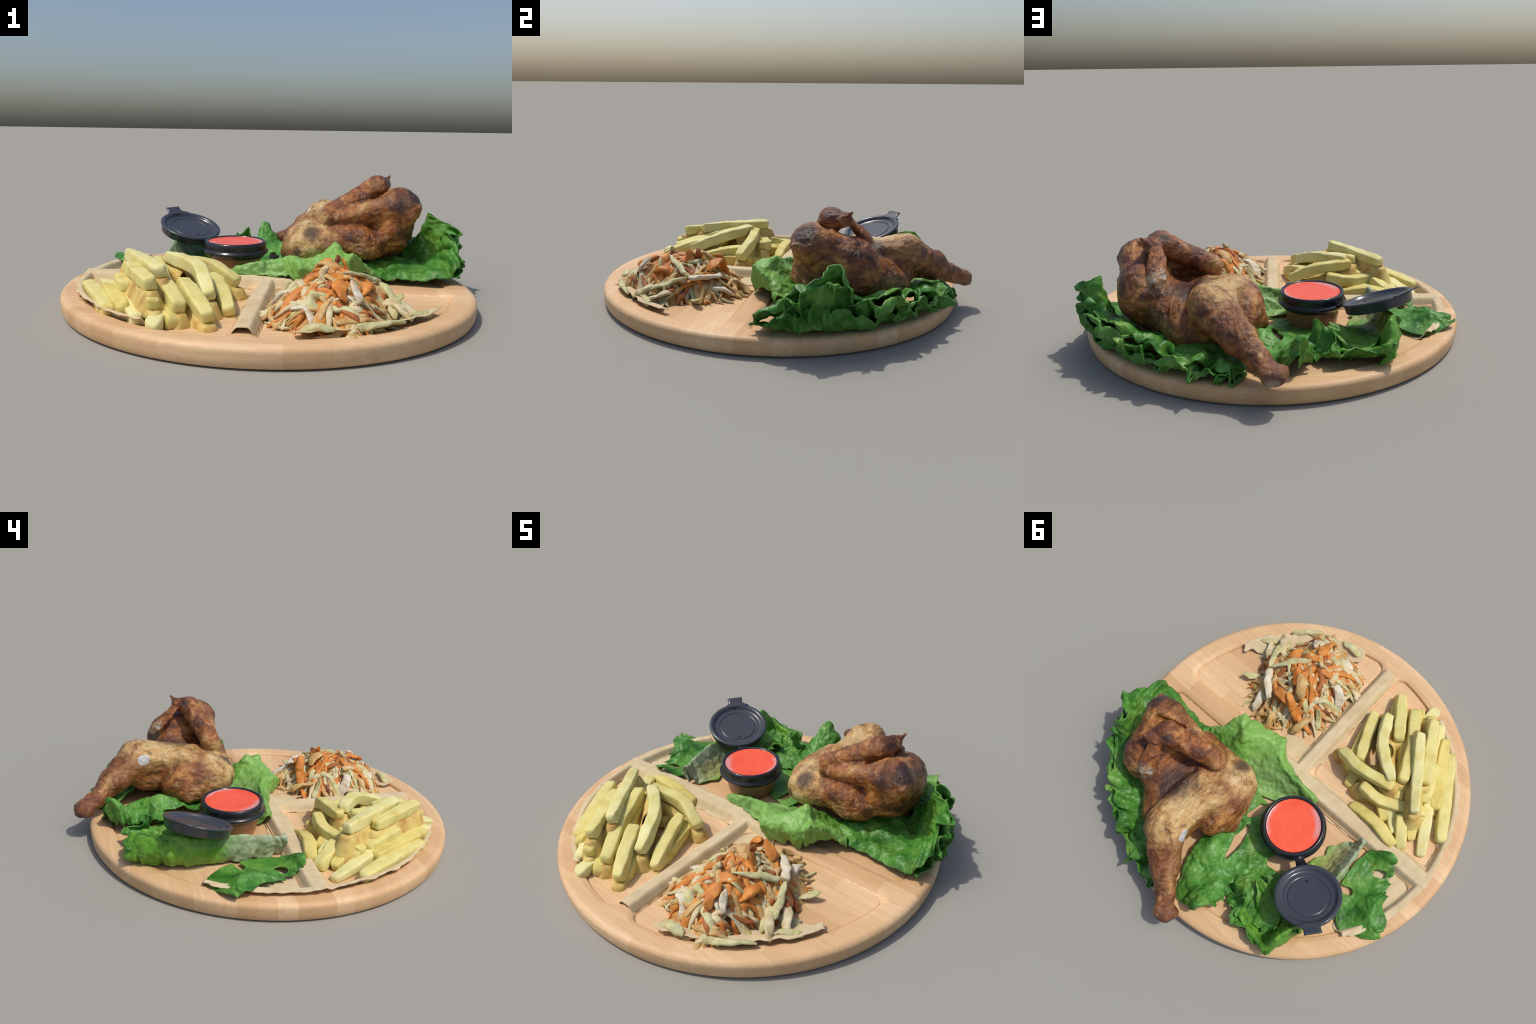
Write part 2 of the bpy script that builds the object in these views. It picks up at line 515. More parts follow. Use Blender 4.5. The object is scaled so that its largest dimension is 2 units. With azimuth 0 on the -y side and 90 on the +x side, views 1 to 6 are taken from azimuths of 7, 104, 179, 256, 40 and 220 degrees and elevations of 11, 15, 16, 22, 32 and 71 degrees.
    hg = mesh_object("lid_hinge", v, [(2 * i, 2 * i + 1, 2 * i + 3, 2 * i + 2) for i in range(7)], black, cup)
    s = hg.modifiers.new("thickness", "SOLIDIFY")
    s.thickness, s.offset = 0.008, 0
    return cup


# ------------------------------------------------------------------ fries
def sweep(points, half_w, half_h, n=18, power=3.2, seg=20, twist=0.0, wob=0.004, seed=0, taper=(0.9, 0.9), up=(0, 0, 1)):
    """rounded bar along a curve; cross-section is a superellipse"""
    P = catmull(points, n)
    T = np.gradient(P, axis=0)
    T /= np.linalg.norm(T, axis=1)[:, None]
    up = np.asarray(up, float)
    S = np.cross(T, up)
    S /= np.linalg.norm(S, axis=1)[:, None]
    U = np.cross(S, T)
    a = np.linspace(0, 2 * np.pi, seg, endpoint=False)
    ca, sa = np.cos(a), np.sin(a)
    sx = np.sign(ca) * np.abs(ca) ** (2 / power)
    sy = np.sign(sa) * np.abs(sa) ** (2 / power)
    t = np.linspace(0, 1, n)
    prof = np.minimum(1, np.minimum(taper[0] + (1 - taper[0]) * np.minimum(t / 0.15, 1), taper[1] + (1 - taper[1]) * np.minimum((1 - t) / 0.15, 1)))
    rings = []
    tw = twist * (t - 0.5)
    for k in range(n):
        c, s = math.cos(tw[k]), math.sin(tw[k])
        x, y = sx * half_w * prof[k], sy * half_h * prof[k]
        rings.append(P[k] + (c * x - s * y)[:, None] * S[k] + (s * x + c * y)[:, None] * U[k])
    # rounded caps
    r = min(half_w, half_h)

    def cap(k, sgn):
        res = []
        for q in (0.45, 0.8, 0.97):
            res.append(P[k] + (rings[k] - P[k]) * math.sqrt(1 - q * q * 0.97) + sgn * T[k] * r * 0.55 * q)
        return res
    rings = cap(0, -1)[::-1] + rings + cap(n - 1, 1)
    V = np.concatenate(rings)
    V = V + (noise3(V * 22 + seed * 3.1)[:, None] * np.stack([noise3(V * 13 + seed + 5), noise3(V * 13 + seed + 9), noise3(V * 13 + seed + 14)], -1) * 2 + np.stack([noise3(V * 14 + seed + 25), noise3(V * 14 + seed + 39), noise3(V * 14 + seed + 44)], -1)) * wob
    f = [tuple(q) for q in grid_faces(len(rings), seg, True)]
    f.append(tuple(range(seg - 1, -1, -1)))
    nb = len(V) - seg
    f.append(tuple(nb + i for i in range(seg)))
    return V, f


# each fry: end, (bend offset at the middle), end, half width; the ends lie on the top surface
FRIES = [
    ((-0.089, -0.613, 0.119), (0.00, 0.0, 0.010), (-0.212, -0.322, 0.188), 0.029, 0),
    ((-0.164, -0.626, 0.182), (0.03, 0.03, 0.025), (-0.415, -0.314, 0.275), 0.029, 2),
    ((-0.140, -0.785, 0.140), (0.00, 0.0, 0.005), (-0.301, -0.540, 0.215), 0.031, 0),
    ((-0.259, -0.757, 0.163), (-0.01, -0.01, 0.005), (-0.463, -0.354, 0.258), 0.031, 0),
    ((-0.364, -0.621, 0.270), (0.0, 0.0, 0.0), (-0.615, -0.260, 0.268), 0.027, 2),
    ((-0.375, -0.735, 0.245), (0.0, 0.0, 0.0), (-0.562, -0.426, 0.245), 0.028, 0),
    ((-0.411, -0.798, 0.122), (0.0, 0.0, 0.020), (-0.779, -0.150, 0.100), 0.030, 2),
    ((-0.555, -0.702, 0.120), (0.0, 0.0, 0.005), (-0.810, -0.275, 0.118), 0.032, 0),
    ((-0.105, -0.303, 0.165), (0.03, 0.03, 0.020), (-0.445, -0.295, 0.255), 0.028, 0),
    ((-0.310, -0.214, 0.194), (0.04, 0.05, -0.005), (-0.658, -0.335, 0.159), 0.028, 0),
    ((-0.331, -0.120, 0.112), (-0.01, -0.01, 0.025), (-0.638, -0.095, 0.130), 0.031, 1),
    ((-0.561, -0.232, 0.168), (0.0, 0.0, -0.005), (-0.680, -0.110, 0.119), 0.029, 0),
    ((-0.603, -0.290, 0.145), (0.0, 0.0, 0.0), (-0.690, -0.185, 0.105), 0.024, 1),
    ((-0.230, -0.330, 0.120), (0.0, 0.0, 0.0), (-0.243, -0.190, 0.098), 0.027, 1),
    ((-0.350, -0.780, 0.178), (0.0, 0.0, 0.0), (-0.560, -0.420, 0.185), 0.028, 1),
    ((-0.529, -0.570, 0.191), (0.0, 0.0, 0.0), (-0.615, -0.376, 0.155), 0.030, 0),
    ((-0.100, -0.560, 0.110), (0.0, 0.0, 0.01), (-0.190, -0.260, 0.135), 0.028, 1),
    ((-0.150, -0.740, 0.112), (0.0, 0.0, 0.01), (-0.330, -0.420, 0.145), 0.030, 1),
    ((-0.270, -0.800, 0.112), (0.0, 0.0, 0.01), (-0.450, -0.520, 0.150), 0.030, 1),
    ((-0.300, -0.360, 0.130), (0.0, 0.0, 0.01), (-0.520, -0.170, 0.120), 0.030, 1),
    ((-0.420, -0.640, 0.200), (0.0, 0.0, 0.0), (-0.560, -0.330, 0.190), 0.030, 1),
    ((-0.480, -0.740, 0.140), (0.0, 0.0, 0.0), (-0.680, -0.390, 0.140), 0.030, 1),
    ((-0.310, -0.620, 0.150), (0.0, 0.0, 0.02), (-0.500, -0.280, 0.180), 0.030, 1),
    ((-0.470, -0.260, 0.130), (0.0, 0.0, 0.0), (-0.600, -0.150, 0.115), 0.028, 2),
    ((-0.330, -0.865, 0.108), (0.0, 0.0, 0.0), (-0.345, -0.760, 0.118), 0.030, 2),
    ((-0.620, -0.330, 0.150), (0.0, 0.0, 0.0), (-0.665, -0.285, 0.140), 0.026, 0),
]


def build_fries():
    pile = thing("french_fries", "heap of thick pale yellow fried potato sticks", "fries")
    for i, (a, bend, b, w, tone) in enumerate(FRIES):
        a, b = np.array(a), np.array(b)
        w = w * 1.04
        hh = w * (0.95 + 0.15 * random.random())
        drop = np.array([0, 0, hh - 0.008])
        d = (b - a) / np.linalg.norm(b - a) * w * 0.35
        mid = (a + b) / 2 + np.array(bend)
        v, f = sweep([a + d - drop, mid - drop, b - d - drop], w, hh, n=22, power=6.0, seg=32, twist=random.uniform(-0.5, 0.5), wob=0.004, seed=i, taper=(random.uniform(.78, .95), random.uniform(.78, .95)))
        v[:, 2] = np.maximum(v[:, 2], Z_FLOOR + 0.001 + 0.002 * random.random())
        mesh_object("fry", v, f, MAT_FRY[tone], pile)
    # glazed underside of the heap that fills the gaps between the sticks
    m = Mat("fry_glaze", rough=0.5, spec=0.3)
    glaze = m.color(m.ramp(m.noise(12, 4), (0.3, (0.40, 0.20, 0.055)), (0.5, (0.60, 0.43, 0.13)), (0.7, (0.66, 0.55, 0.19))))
    def envelope(x, y):
        """height of a skin hanging a little below the tops of the sticks"""
        z = np.full(x.shape, 0.0)
        for a, bend, b, w, tone in FRIES:
            a, b = np.array(a), np.array(b)
            ab = (b - a)[:2]
            t = np.clip(((x - a[0]) * ab[0] + (y - a[1]) * ab[1]) / (ab @ ab), 0, 1)
            d = np.hypot(x - a[0] - t * ab[0], y - a[1] - t * ab[1])
            top = a[2] + t * (b[2] - a[2])
            z = np.maximum(z, top - 0.046 - 2.4 * np.maximum(0, d - 0.9 * w))
        return z

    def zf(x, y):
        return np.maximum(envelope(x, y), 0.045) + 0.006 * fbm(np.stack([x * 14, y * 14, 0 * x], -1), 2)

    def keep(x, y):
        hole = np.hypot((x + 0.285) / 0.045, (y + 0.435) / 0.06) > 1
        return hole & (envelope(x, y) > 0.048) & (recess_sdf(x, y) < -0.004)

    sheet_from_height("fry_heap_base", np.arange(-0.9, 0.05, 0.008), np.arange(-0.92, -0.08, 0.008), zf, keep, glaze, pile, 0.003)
    return pile


# ------------------------------------------------------------------ slaw
SLAW_C = np.array([0.32, -0.50])


def slaw_radius(ang):
    """footprint radius round the heap centre"""
    return 0.285 + 0.045 * np.cos(2 * (ang - math.radians(75))) + 0.022 * np.sin(5 * ang + 1) + 0.012 * np.sin(9 * ang)


def slaw_height(x, y):
    dx, dy = x - SLAW_C[0], y - SLAW_C[1]
    r = np.hypot(dx, dy) / slaw_radius(np.arctan2(dy, dx))
    h = 0.165 * np.clip(1 - r ** 1.7, 0, 1)
    return r, 0.073 + h


def build_slaw():
    slaw = thing("coleslaw", "heap of shredded cabbage and carrot in orange dressing", "salad")
    white = shred_material("cabbage_white", (0.54, 0.44, 0.22), (0.66, 0.58, 0.37), (0.58, 0.34, 0.11))
    green = shred_material("cabbage_green", (0.46, 0.43, 0.18), (0.60, 0.57, 0.32), (0.52, 0.36, 0.12))
    orange = shred_material("carrot_orange", (0.52, 0.17, 0.03), (0.68, 0.27, 0.055), (0.42, 0.12, 0.025))
    amber = shred_material("dressed_cabbage", (0.52, 0.30, 0.10), (0.60, 0.42, 0.18), (0.45, 0.17, 0.04))
    dark = shred_material("carrot_dark", (0.24, 0.075, 0.03), (0.42, 0.14, 0.035), (0.12, 0.045, 0.03))
    bright = shred_material("pale_stalk", (0.62, 0.54, 0.38), (0.72, 0.66, 0.53), (0.60, 0.40, 0.18))
    m = Mat("slaw_dressing", rough=0.5, spec=0.35)
    base = m.color(m.ramp(m.noise(18, 5, 0.6, dist=0.7), (0.28, (0.15, 0.05, 0.022)), (0.42, (0.42, 0.16, 0.04)), (0.55, (0.56, 0.30, 0.09)), (0.70, (0.60, 0.46, 0.22))))

    def zf(x, y):
        r, z = slaw_height(x, y)
        p = np.stack([x * 20, y * 20, 0 * x], -1)
        z = np.where(r > 0.9, z - (r - 0.9) * 0.12, z)
        return z + (0.022 * fbm(p, 3) + 0.02 * np.abs(noise3(p * 0.8 + 7))) * smoothstep(1.0, 0.75, r) - 0.010

    def keep(x, y):
        r, _ = slaw_height(x, y)
        return r < 1.04
    sheet_from_height("slaw_heap_base", np.arange(-0.02, 0.72, 0.006), np.arange(-0.88, -0.12, 0.006), zf, keep, base, slaw, 0.003)

    # raised thin lip along the outer side of the heap
    def zl(x, y):
        rad = np.hypot(x - CX, y - CY)
        return 0.077 + 0.034 * smoothstep(0.74, 0.865, rad) + 0.006 * fbm(np.stack([x * 12, y * 12, 0 * x], -1), 2)

    def kl(x, y):
        rad = np.hypot(x - CX, y - CY)
        ang = np.degrees(np.arctan2(y - CY, x - CX))
        j = 0.012 * fbm(np.stack([x * 18, y * 18, 0 * x], -1), 3)
        return (rad < 0.868 + j) & (rad > 0.66) & (ang > -77 + 300 * j) & (ang < -27 + 300 * j) & (rad > 0.70 + 0.10 * smoothstep(-45, -28, ang) + 0.08 * smoothstep(-68, -77, ang) + j)
    sheet_from_height("slaw_lip", np.arange(0.1, 0.82, 0.006), np.arange(-0.93, -0.35, 0.006), zl, kl, MAT_TAN, slaw, 0.003)

    def shred(a, b, bend, w, h, mat, seed, n=14, power=2.6):
        a, b = np.array(a, float), np.array(b, float)
        v, f = sweep([a, (a * 2 + b) / 3 + np.array(bend), (a + b * 2) / 3 + np.array(bend), b], min(w, 0.026), h * 0.75, n=22, power=power, seg=16, twist=random.uniform(-1.8, 1.8), wob=0.010, seed=seed, taper=(random.uniform(.35, .8), random.uniform(.35, .8)))
        v[:, 2] = np.maximum(v[:, 2], Z_FLOOR + 0.0015)
        mesh_object("slaw_shred", v, f, mat, slaw)

    # the large pieces that stand out
    big = [
        ((0.346, -0.556, 0.255), (0.511, -0.395, 0.195), (0.0, 0.0, 0.012), 0.017, 0.012, green),
        ((0.500, -0.400, 0.190), (0.389, -0.263, 0.180), (0.02, 0.0, 0.0), 0.022, 0.016, bright),
        ((0.511, -0.400, 0.190), (0.560, -0.620, 0.110), (0.015, 0.0, 0.01), 0.020, 0.015, green),
        ((0.284, -0.566, 0.290), (0.275, -0.590, 0.215), (0.0, 0.0, 0.0), 0.014, 0.012, white),
        ((0.333, -0.397, 0.298), (0.300, -0.430, 0.200), (0.0, 0.01, 0.0), 0.018, 0.010, dark),
        ((0.355, -0.440, 0.300), (0.375, -0.430, 0.200), (0.0, 0.0, 0.0), 0.020, 0.010, orange),
        ((0.383, -0.637, 0.242), (0.420, -0.700, 0.185), (0.0, 0.0, 0.005), 0.016, 0.012, bright),
        ((0.611, -0.292, 0.120), (0.540, -0.360, 0.085), (0.0, 0.0, -0.005), 0.022, 0.008, green),
        ((0.430, -0.175, 0.092), (0.460, -0.290, 0.120), (0.0, 0.0, 0.01), 0.024, 0.015, bright),
        ((0.140, -0.753, 0.085), (0.170, -0.560, 0.185), (-0.01, 0.0, 0.012), 0.014, 0.010, white),
        ((0.180, -0.545, 0.215), (0.250, -0.740, 0.130), (0.0, 0.0, 0.015), 0.022, 0.015, white),
        ((0.305, -0.321, 0.258), (0.205, -0.290, 0.120), (0.0, 0.01, 0.03), 0.036, 0.016, orange),
        ((0.280, -0.300, 0.220), (0.380, -0.330, 0.200), (0.0, 0.02, 0.02), 0.034, 0.014, orange),
        ((0.250, -0.350, 0.230), (0.330, -0.470, 0.240), (0.0, 0.0, 0.03), 0.028, 0.014, amber),
        ((0.310, -0.600, 0.240), (0.400, -0.560, 0.215), (0.0, 0.0, 0.02), 0.034, 0.016, orange),
        ((0.330, -0.620, 0.235), (0.360, -0.720, 0.190), (0.0, 0.0, 0.012), 0.026, 0.014, orange),
        ((0.460, -0.480, 0.190), (0.430, -0.600, 0.185), (0.0, 0.0, 0.02), 0.026, 0.014, orange),
        ((0.200, -0.840, 0.100), (0.330, -0.830, 0.115), (0.0, 0.0, 0.012), 0.022, 0.014, green),
        ((0.330, -0.790, 0.120), (0.500, -0.740, 0.115), (0.0, 0.0, 0.012), 0.020, 0.014, amber),
        ((0.420, -0.810, 0.112), (0.590, -0.690, 0.110), (0.0, 0.0, 0.004), 0.018, 0.012, green),
        ((0.640, -0.560, 0.105), (0.560, -0.440, 0.130), (0.0, 0.0, 0.008), 0.020, 0.013, white),
        ((0.700, -0.520, 0.100), (0.590, -0.600, 0.105), (0.0, 0.0, 0.004), 0.018, 0.010, green),
        ((0.620, -0.640, 0.105), (0.520, -0.520, 0.150), (0.0, 0.0, 0.010), 0.020, 0.015, white),
        ((0.180, -0.215, 0.090), (0.150, -0.350, 0.150), (0.0, 0.0, 0.012), 0.020, 0.013, amber),
        ((0.090, -0.340, 0.085), (0.140, -0.390, 0.175), (0.0, 0.0, 0.0), 0.018, 0.013, green),
        ((0.075, -0.500, 0.095), (0.160, -0.570, 0.185), (0.0, 0.0, 0.012), 0.022, 0.014, bright),
        ((0.090, -0.520, 0.110), (0.095, -0.640, 0.100), (0.0, 0.0, 0.01), 0.018, 0.012, white),
        ((0.300, -0.210, 0.090), (0.330, -0.330, 0.150), (0.0, 0.0, 0.012), 0.022, 0.014, white),
        ((0.270, -0.260, 0.120), (0.330, -0.360, 0.230), (0.0, -0.02, 0.02), 0.020, 0.012, green),
        ((0.380, -0.200, 0.090), (0.410, -0.320, 0.150), (0.0, 0.0, 0.012), 0.024, 0.014, white),
    ]
    for i, (a, b, bend, w, h, mt) in enumerate(big):
        shred(a, b, bend, w, h, mt, i)
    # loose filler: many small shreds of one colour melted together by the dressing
    h = 0.0045
    lo = np.array([-0.02, -0.92, 0.058])
    shape = np.array([int(v / h) for v in (0.76, 0.82, 0.28)])

    def spot_on_heap(qmax):
        ang = random.uniform(0, 2 * math.pi)
        q = math.sqrt(random.random()) * qmax
        rad = q * float(slaw_radius(ang))
        return ang, q, SLAW_C[0] + rad * math.cos(ang), SLAW_C[1] + rad * math.sin(ang)

    def strand(x, y, d, L, lift, sag):
        """four points of a shred lying on the heap"""
        pts = []
        side = random.gauss(0, 0.25) * L
        for t in (-0.5, -0.25, 0.0, 0.25, 0.5):
            px = x + math.cos(d) * L * t - math.sin(d) * side * (0.25 - t * t) * 2
            py = y + math.sin(d) * L * t + math.cos(d) * side * (0.25 - t * t) * 2
            pts.append((px, py, float(slaw_height(px, py)[1]) + lift + sag * (0.25 - t * t) * 4 + random.uniform(-0.006, 0.006)))
        return np.array(pts)

    for mat, count, qmax in ((orange, 70, 0.85), (amber, 55, 0.98), (white, 40, 1.0), (green, 28, 1.0), (dark, 30, 0.75)):
        F = np.full(shape, 0.05)
        for k in range(count):
            ang, q, x, y = spot_on_heap(qmax)
            L = random.uniform(0.08, 0.20)
            P = strand(x, y, ang + random.gauss(0, 0.8), L, random.uniform(-0.004, 0.008), random.uniform(-0.002, 0.016))
            r0 = random.uniform(0.006, 0.012)
            i0 = np.maximum(((P.min(0) - 0.03 - lo) / h).astype(int), 0)
            i1 = np.minimum(((P.max(0) + 0.03 - lo) / h).astype(int) + 1, shape)
            if (i1 <= i0).any():
                continue
            g = [lo[a] + h * np.arange(i0[a], i1[a]) for a in range(3)]
            pp = np.stack(np.meshgrid(*g, indexing="ij"), -1)
            pp = pp + 0.008 * np.stack([noise3(pp * 26 + k), noise3(pp * 26 + 31 + k), noise3(pp * 26 + 77 + k)], -1)
            d = np.minimum.reduce([sd_cone(pp, P[j], P[j + 1], r0 * (0.5, 1.0, 1.2, 1.0)[j], r0 * (1.0, 1.2, 1.0, 0.4)[j]) for j in range(4)])
            sl = tuple(slice(i0[a], i1[a]) for a in range(3))
            F[sl] = smin(F[sl], d, 0.016)
        V, Fq = surface_nets(F, lo, h)
        ob = mesh_object("slaw_tangle", V, Fq, mat, slaw)
        ob["kind"] = "stuff"
    mats = [white, green, orange, amber, dark, white, orange, amber, bright, green]
    for k in range(95):
        ang, q, x, y = spot_on_heap(0.95)
        L = random.uniform(0.09, 0.21)
        P = strand(x, y, ang + random.gauss(0, 0.9), L, random.uniform(0.002, 0.012), random.uniform(0.0, 0.024))
        mt = random.choice([orange, orange, amber, dark, orange, white, green, amber, bright] if q < 0.62 else mats)
        w = random.uniform(0.009, 0.018)
        v, f = sweep(P, w, w * random.uniform(0.35, 0.7), n=13, power=2.4, seg=12, twist=random.uniform(-2.0, 2.0), wob=0.007, seed=100 + k, taper=(random.uniform(.3, .8), random.uniform(.2, .7)))
        v[:, 2] = np.maximum(v[:, 2], Z_FLOOR + 0.0015)
        mesh_object("slaw_shred", v, f, mt, slaw)
    return slaw


# ------------------------------------------------------------------ lettuce
def leaf(name, sections, ns, nt, mat, parent, ruffle=0.03, waves=9, t0=0.4, both=False, ends=0.0, rough=0.010, seed=0, thick=0.006, zmin=0.077, ragged=0.10, holes=(), calm=0.0):
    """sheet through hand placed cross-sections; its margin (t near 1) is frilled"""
    S = np.array(sections, float)              # (ks, kt, 3)
    A = catmull(S, ns)                         # along
    A = catmull(np.swapaxes(A, 0, 1), nt)      # across
    P = np.swapaxes(A, 0, 1)                   # (ns, nt, 3)
    du = np.gradient(P, axis=0)
    dv = np.gradient(P, axis=1)
    N = np.cross(du, dv)
    N /= np.maximum(np.linalg.norm(N, axis=-1, keepdims=True), 1e-9)
    Du = du / np.maximum(np.linalg.norm(du, axis=-1, keepdims=True), 1e-9)
    Dv = dv / np.maximum(np.linalg.norm(dv, axis=-1, keepdims=True), 1e-9)
    s = np.linspace(0, 1, ns)[:, None]
    t = np.linspace(0, 1, nt)[None, :]
    edge = smoothstep(t0, 1, t)
    if both:
        edge = np.maximum(edge, smoothstep(1 - t0, 0, t))
    edge = edge + 0 * s
    if ends:
        edge = np.maximum(edge, ends * np.maximum(smoothstep(0.82, 1, s), smoothstep(0.18, 0, s)))
    ph = 2.2 * noise3(np.stack([s * waves * 0.6 + 0 * t, t * 1.5 + 0 * s, seed + 0 * s * t], -1))
    sw = s + 0.9 / waves * noise3(np.stack([s * waves * 0.45, 0 * s, 0 * s + seed * 1.7], -1))
    w = 2 * np.pi * waves * sw + ph * 1.6 + 0.8 * t
    edge = edge * (0.85 + 0.75 * noise3(np.stack([s * waves * 0.5 + 0 * t, 0 * s * t, 0 * s * t + seed * 2.3 + 9], -1)))
    wave1 = np.sin(w)
    wave2 = np.sin(2.3 * w + 1.7 + ph)
    if calm:
        edge = edge * (0.15 + 0.85 * smoothstep(0.6 * calm, calm, s))
    P = P + N * (ruffle * edge * (wave1 + 0.45 * wave2))[..., None]
    P = P + Du * (ruffle * 0.7 * edge ** 1.5 * np.cos(w + 0.6))[..., None]
    P = P + Dv * (ruffle * 0.55 * edge ** 2 * np.sin(1.7 * w + ph * 2))[..., None]
    q = P * 11 + seed
    P = P + N * (rough * fbm(q, 3))[..., None] + N * (rough * 0.9 * edge * np.abs(noise3(P * 24 + seed)))[..., None]
    P = P + N * (0.006 * (0.35 - np.abs(noise3(P * [30, 30, 22] + seed * 3))))[..., None]
    P[..., 2] = np.where(P[..., 2] < zmin + 0.012, zmin + 0.012 * np.exp((P[..., 2] - zmin - 0.012) / 0.03), P[..., 2])
    # torn margin and holes
    tear = ragged * np.clip(0.25 + 0.9 * fbm(np.stack([s * waves * 2.2 + 0 * t, 0 * s * t, 0 * s * t + seed * 4.1], -1), 2), 0, 1)
    keep = (1 - t + 0 * s) >= tear * min(1, 0.12 / ragged + 0.0) if ragged else np.ones((ns, nt), bool)
    for hx, hy, ha, hb, rot in holes:
        c, k = math.cos(rot), math.sin(rot)
        dx, dy = P[..., 0] - hx, P[..., 1] - hy
        r = np.hypot((c * dx + k * dy) / ha, (c * dy - k * dx) / hb)
        keep &= r > 1 + 0.45 * noise3(np.stack([P[..., 0] * 22, P[..., 1] * 22, 0 * dx + seed], -1))
    q = grid_faces(ns, nt)
    q = q[keep.reshape(-1)[q].all(1)]
    used = np.unique(q)
    idx = np.full(ns * nt, -1)
    idx[used] = np.arange(len(used))
    ob = mesh_object(name, smooth_border(P.reshape(-1, 3)[used], idx[q], 3), idx[q], mat, parent)
    m = ob.modifiers.new("thickness", "SOLIDIFY")
    m.thickness, m.offset = thick, 0
    return ob


def build_lettuce():
    let = thing("lettuce", "frilly green lettuce leaves spread as a bed", "lettuce")
    m_dark = lettuce_material("lettuce_green", **GREEN)

    def pale_bits(m, c):
        c = m.mix(m.math("MULTIPLY", m.spot((0.26, -0.06, 0.2), (0.22, 0.14, 0.2), 0.4, 0.2, 12), 0.75), c, (0.26, 0.50, 0.11))
        return m.mix(m.math("MULTIPLY", m.spot((0.02, 0.06, 0.13), (0.22, 0.12, 0.06), 0.5, 0.2, 12), 0.5), c, (0.33, 0.50, 0.20))
    m_pale = lettuce_material("lettuce_pale", (0.05, 0.18, 0.02), (0.14, 0.36, 0.05), (0.28, 0.50, 0.13), pale_bits)

    def rib_bits(m, c):
        c = m.mix(m.math("MULTIPLY", m.spot((-0.52, 0.10, 0.15), (0.12, 0.20, 0.12), 0.4, 0.2, 9), 0.85), c, (0.40, 0.45, 0.30))
        return m.mix(m.math("MULTIPLY", m.spot((-0.45, 0.17, 0.12), (0.10, 0.10, 0.04), 0.4, 0.3, 12), 0.6), c, (0.46, 0.42, 0.14))
    m_rib = lettuce_material("lettuce_rib", (0.05, 0.17, 0.015), (0.12, 0.33, 0.03), (0.24, 0.46, 0.07), rib_bits)
    m_mid = lettuce_material("lettuce_mid", (0.03, 0.13, 0.015), (0.075, 0.26, 0.035), (0.19, 0.43, 0.10))

    bed = [
        [(.42, .30, .15), (.43, .17, .14), (.44, .12, .13), (.45, .09, .12), (.46, .07, .095)],
        [(.50, .32, .16), (.55, .21, .14), (.56, .14, .12), (.56, .10, .12), (.57, .068, .098)],
        [(.58, .36, .17), (.66, .24, .15), (.69, .16, .13), (.70, .11, .135), (.70, .062, .105)],
        [(.62, .38, .18), (.73, .25, .15), (.81, .16, .145), (.85, .10, .17), (.895, .035, .14)],
        [(.64, .42, .13), (.75, .30, .14), (.83, .25, .19), (.88, .21, .24), (.92, .17, .24)],
        [(.66, .44, .15), (.74, .36, .17), (.82, .33, .24), (.87, .305, .31), (.905, .29, .345)],
        [(.64, .46, .16), (.71, .42, .19), (.77, .41, .27), (.81, .39, .35), (.83, .39, .39)],
        [(.58, .50, .17), (.65, .50, .19), (.70, .49, .23), (.755, .50, .26), (.80, .515, .27)],
        [(.48, .55, .17), (.55, .58, .19), (.605, .605, .22), (.64, .63, .24), (.675, .65, .24)],
        [(.37, .59, .16), (.43, .64, .17), (.475, .69, .19), (.51, .73, .21), (.53, .76, .20)],
        [(.26, .64, .18), (.31, .70, .175), (.335, .76, .175), (.355, .80, .185), (.37, .83, .16)],
        [(.18, .70, .17), (.20, .76, .165), (.215, .80, .165), (.23, .84, .165), (.245, .87, .14)],
        [(.10, .76, .14), (.105, .81, .14), (.115, .85, .14), (.13, .88, .135), (.14, .90, .11)],
    ]
    leaf("lettuce_leaf", bed, 420, 60, m_dark, let, ruffle=0.028, waves=11, t0=0.25, rough=0.014, seed=1, calm=0.30)
    # outer frill, lower and further out
    frill = []
    for k, s in enumerate(bed[3:], 3):
        s = np.array(s)
        o = s[4] - s[0]
        o[2] = 0
        o /= np.linalg.norm(o)
        top = 0.10 + 0.42 * (s[4][2] - 0.10)
        far = 0.05 * math.exp(-((k - 6) / 1.1) ** 2)
        frill.append([s[1] * [1, 1, 0] + [0, 0, .095], s[2] * [1, 1, 0] + [0, 0, .098], s[3] * [1, 1, 0] + o * 0.0 + [0, 0, .112], s[3] * [1, 1, 0] + o * (0.016 + far) + [0, 0, .115 + .3 * (top - .11)], s[4] * [1, 1, 0] + o * (0.008 + far) + [0, 0, top + 0.02]])
    leaf("lettuce_leaf", frill, 420, 48, m_dark, let, ruffle=0.026, waves=11, t0=0.3, rough=0.014, seed=5)
    mid_frill = []
    for k, s in enumerate(bed[4:], 4):
        s = np.array(s)
        o = s[4] - s[0]
        o[2] = 0
        o /= np.linalg.norm(o)
        top = 0.10 + 0.72 * (s[4][2] - 0.10)
        mid_frill.append([s[1] * [1, 1, 0] + [0, 0, .105], s[2] * [1, 1, 0] + [0, 0, .12], s[3] * [1, 1, 0] + [0, 0, .11 + .4 * (top - .11)], s[4] * [1, 1, 0] + [0, 0, top], s[4] * [1, 1, 0] + o * 0.02 + [0, 0, top + .005]])
    leaf("lettuce_leaf", mid_frill, 420, 48, m_mid, let, ruffle=0.030, waves=9, t0=0.2, rough=0.014, seed=9)

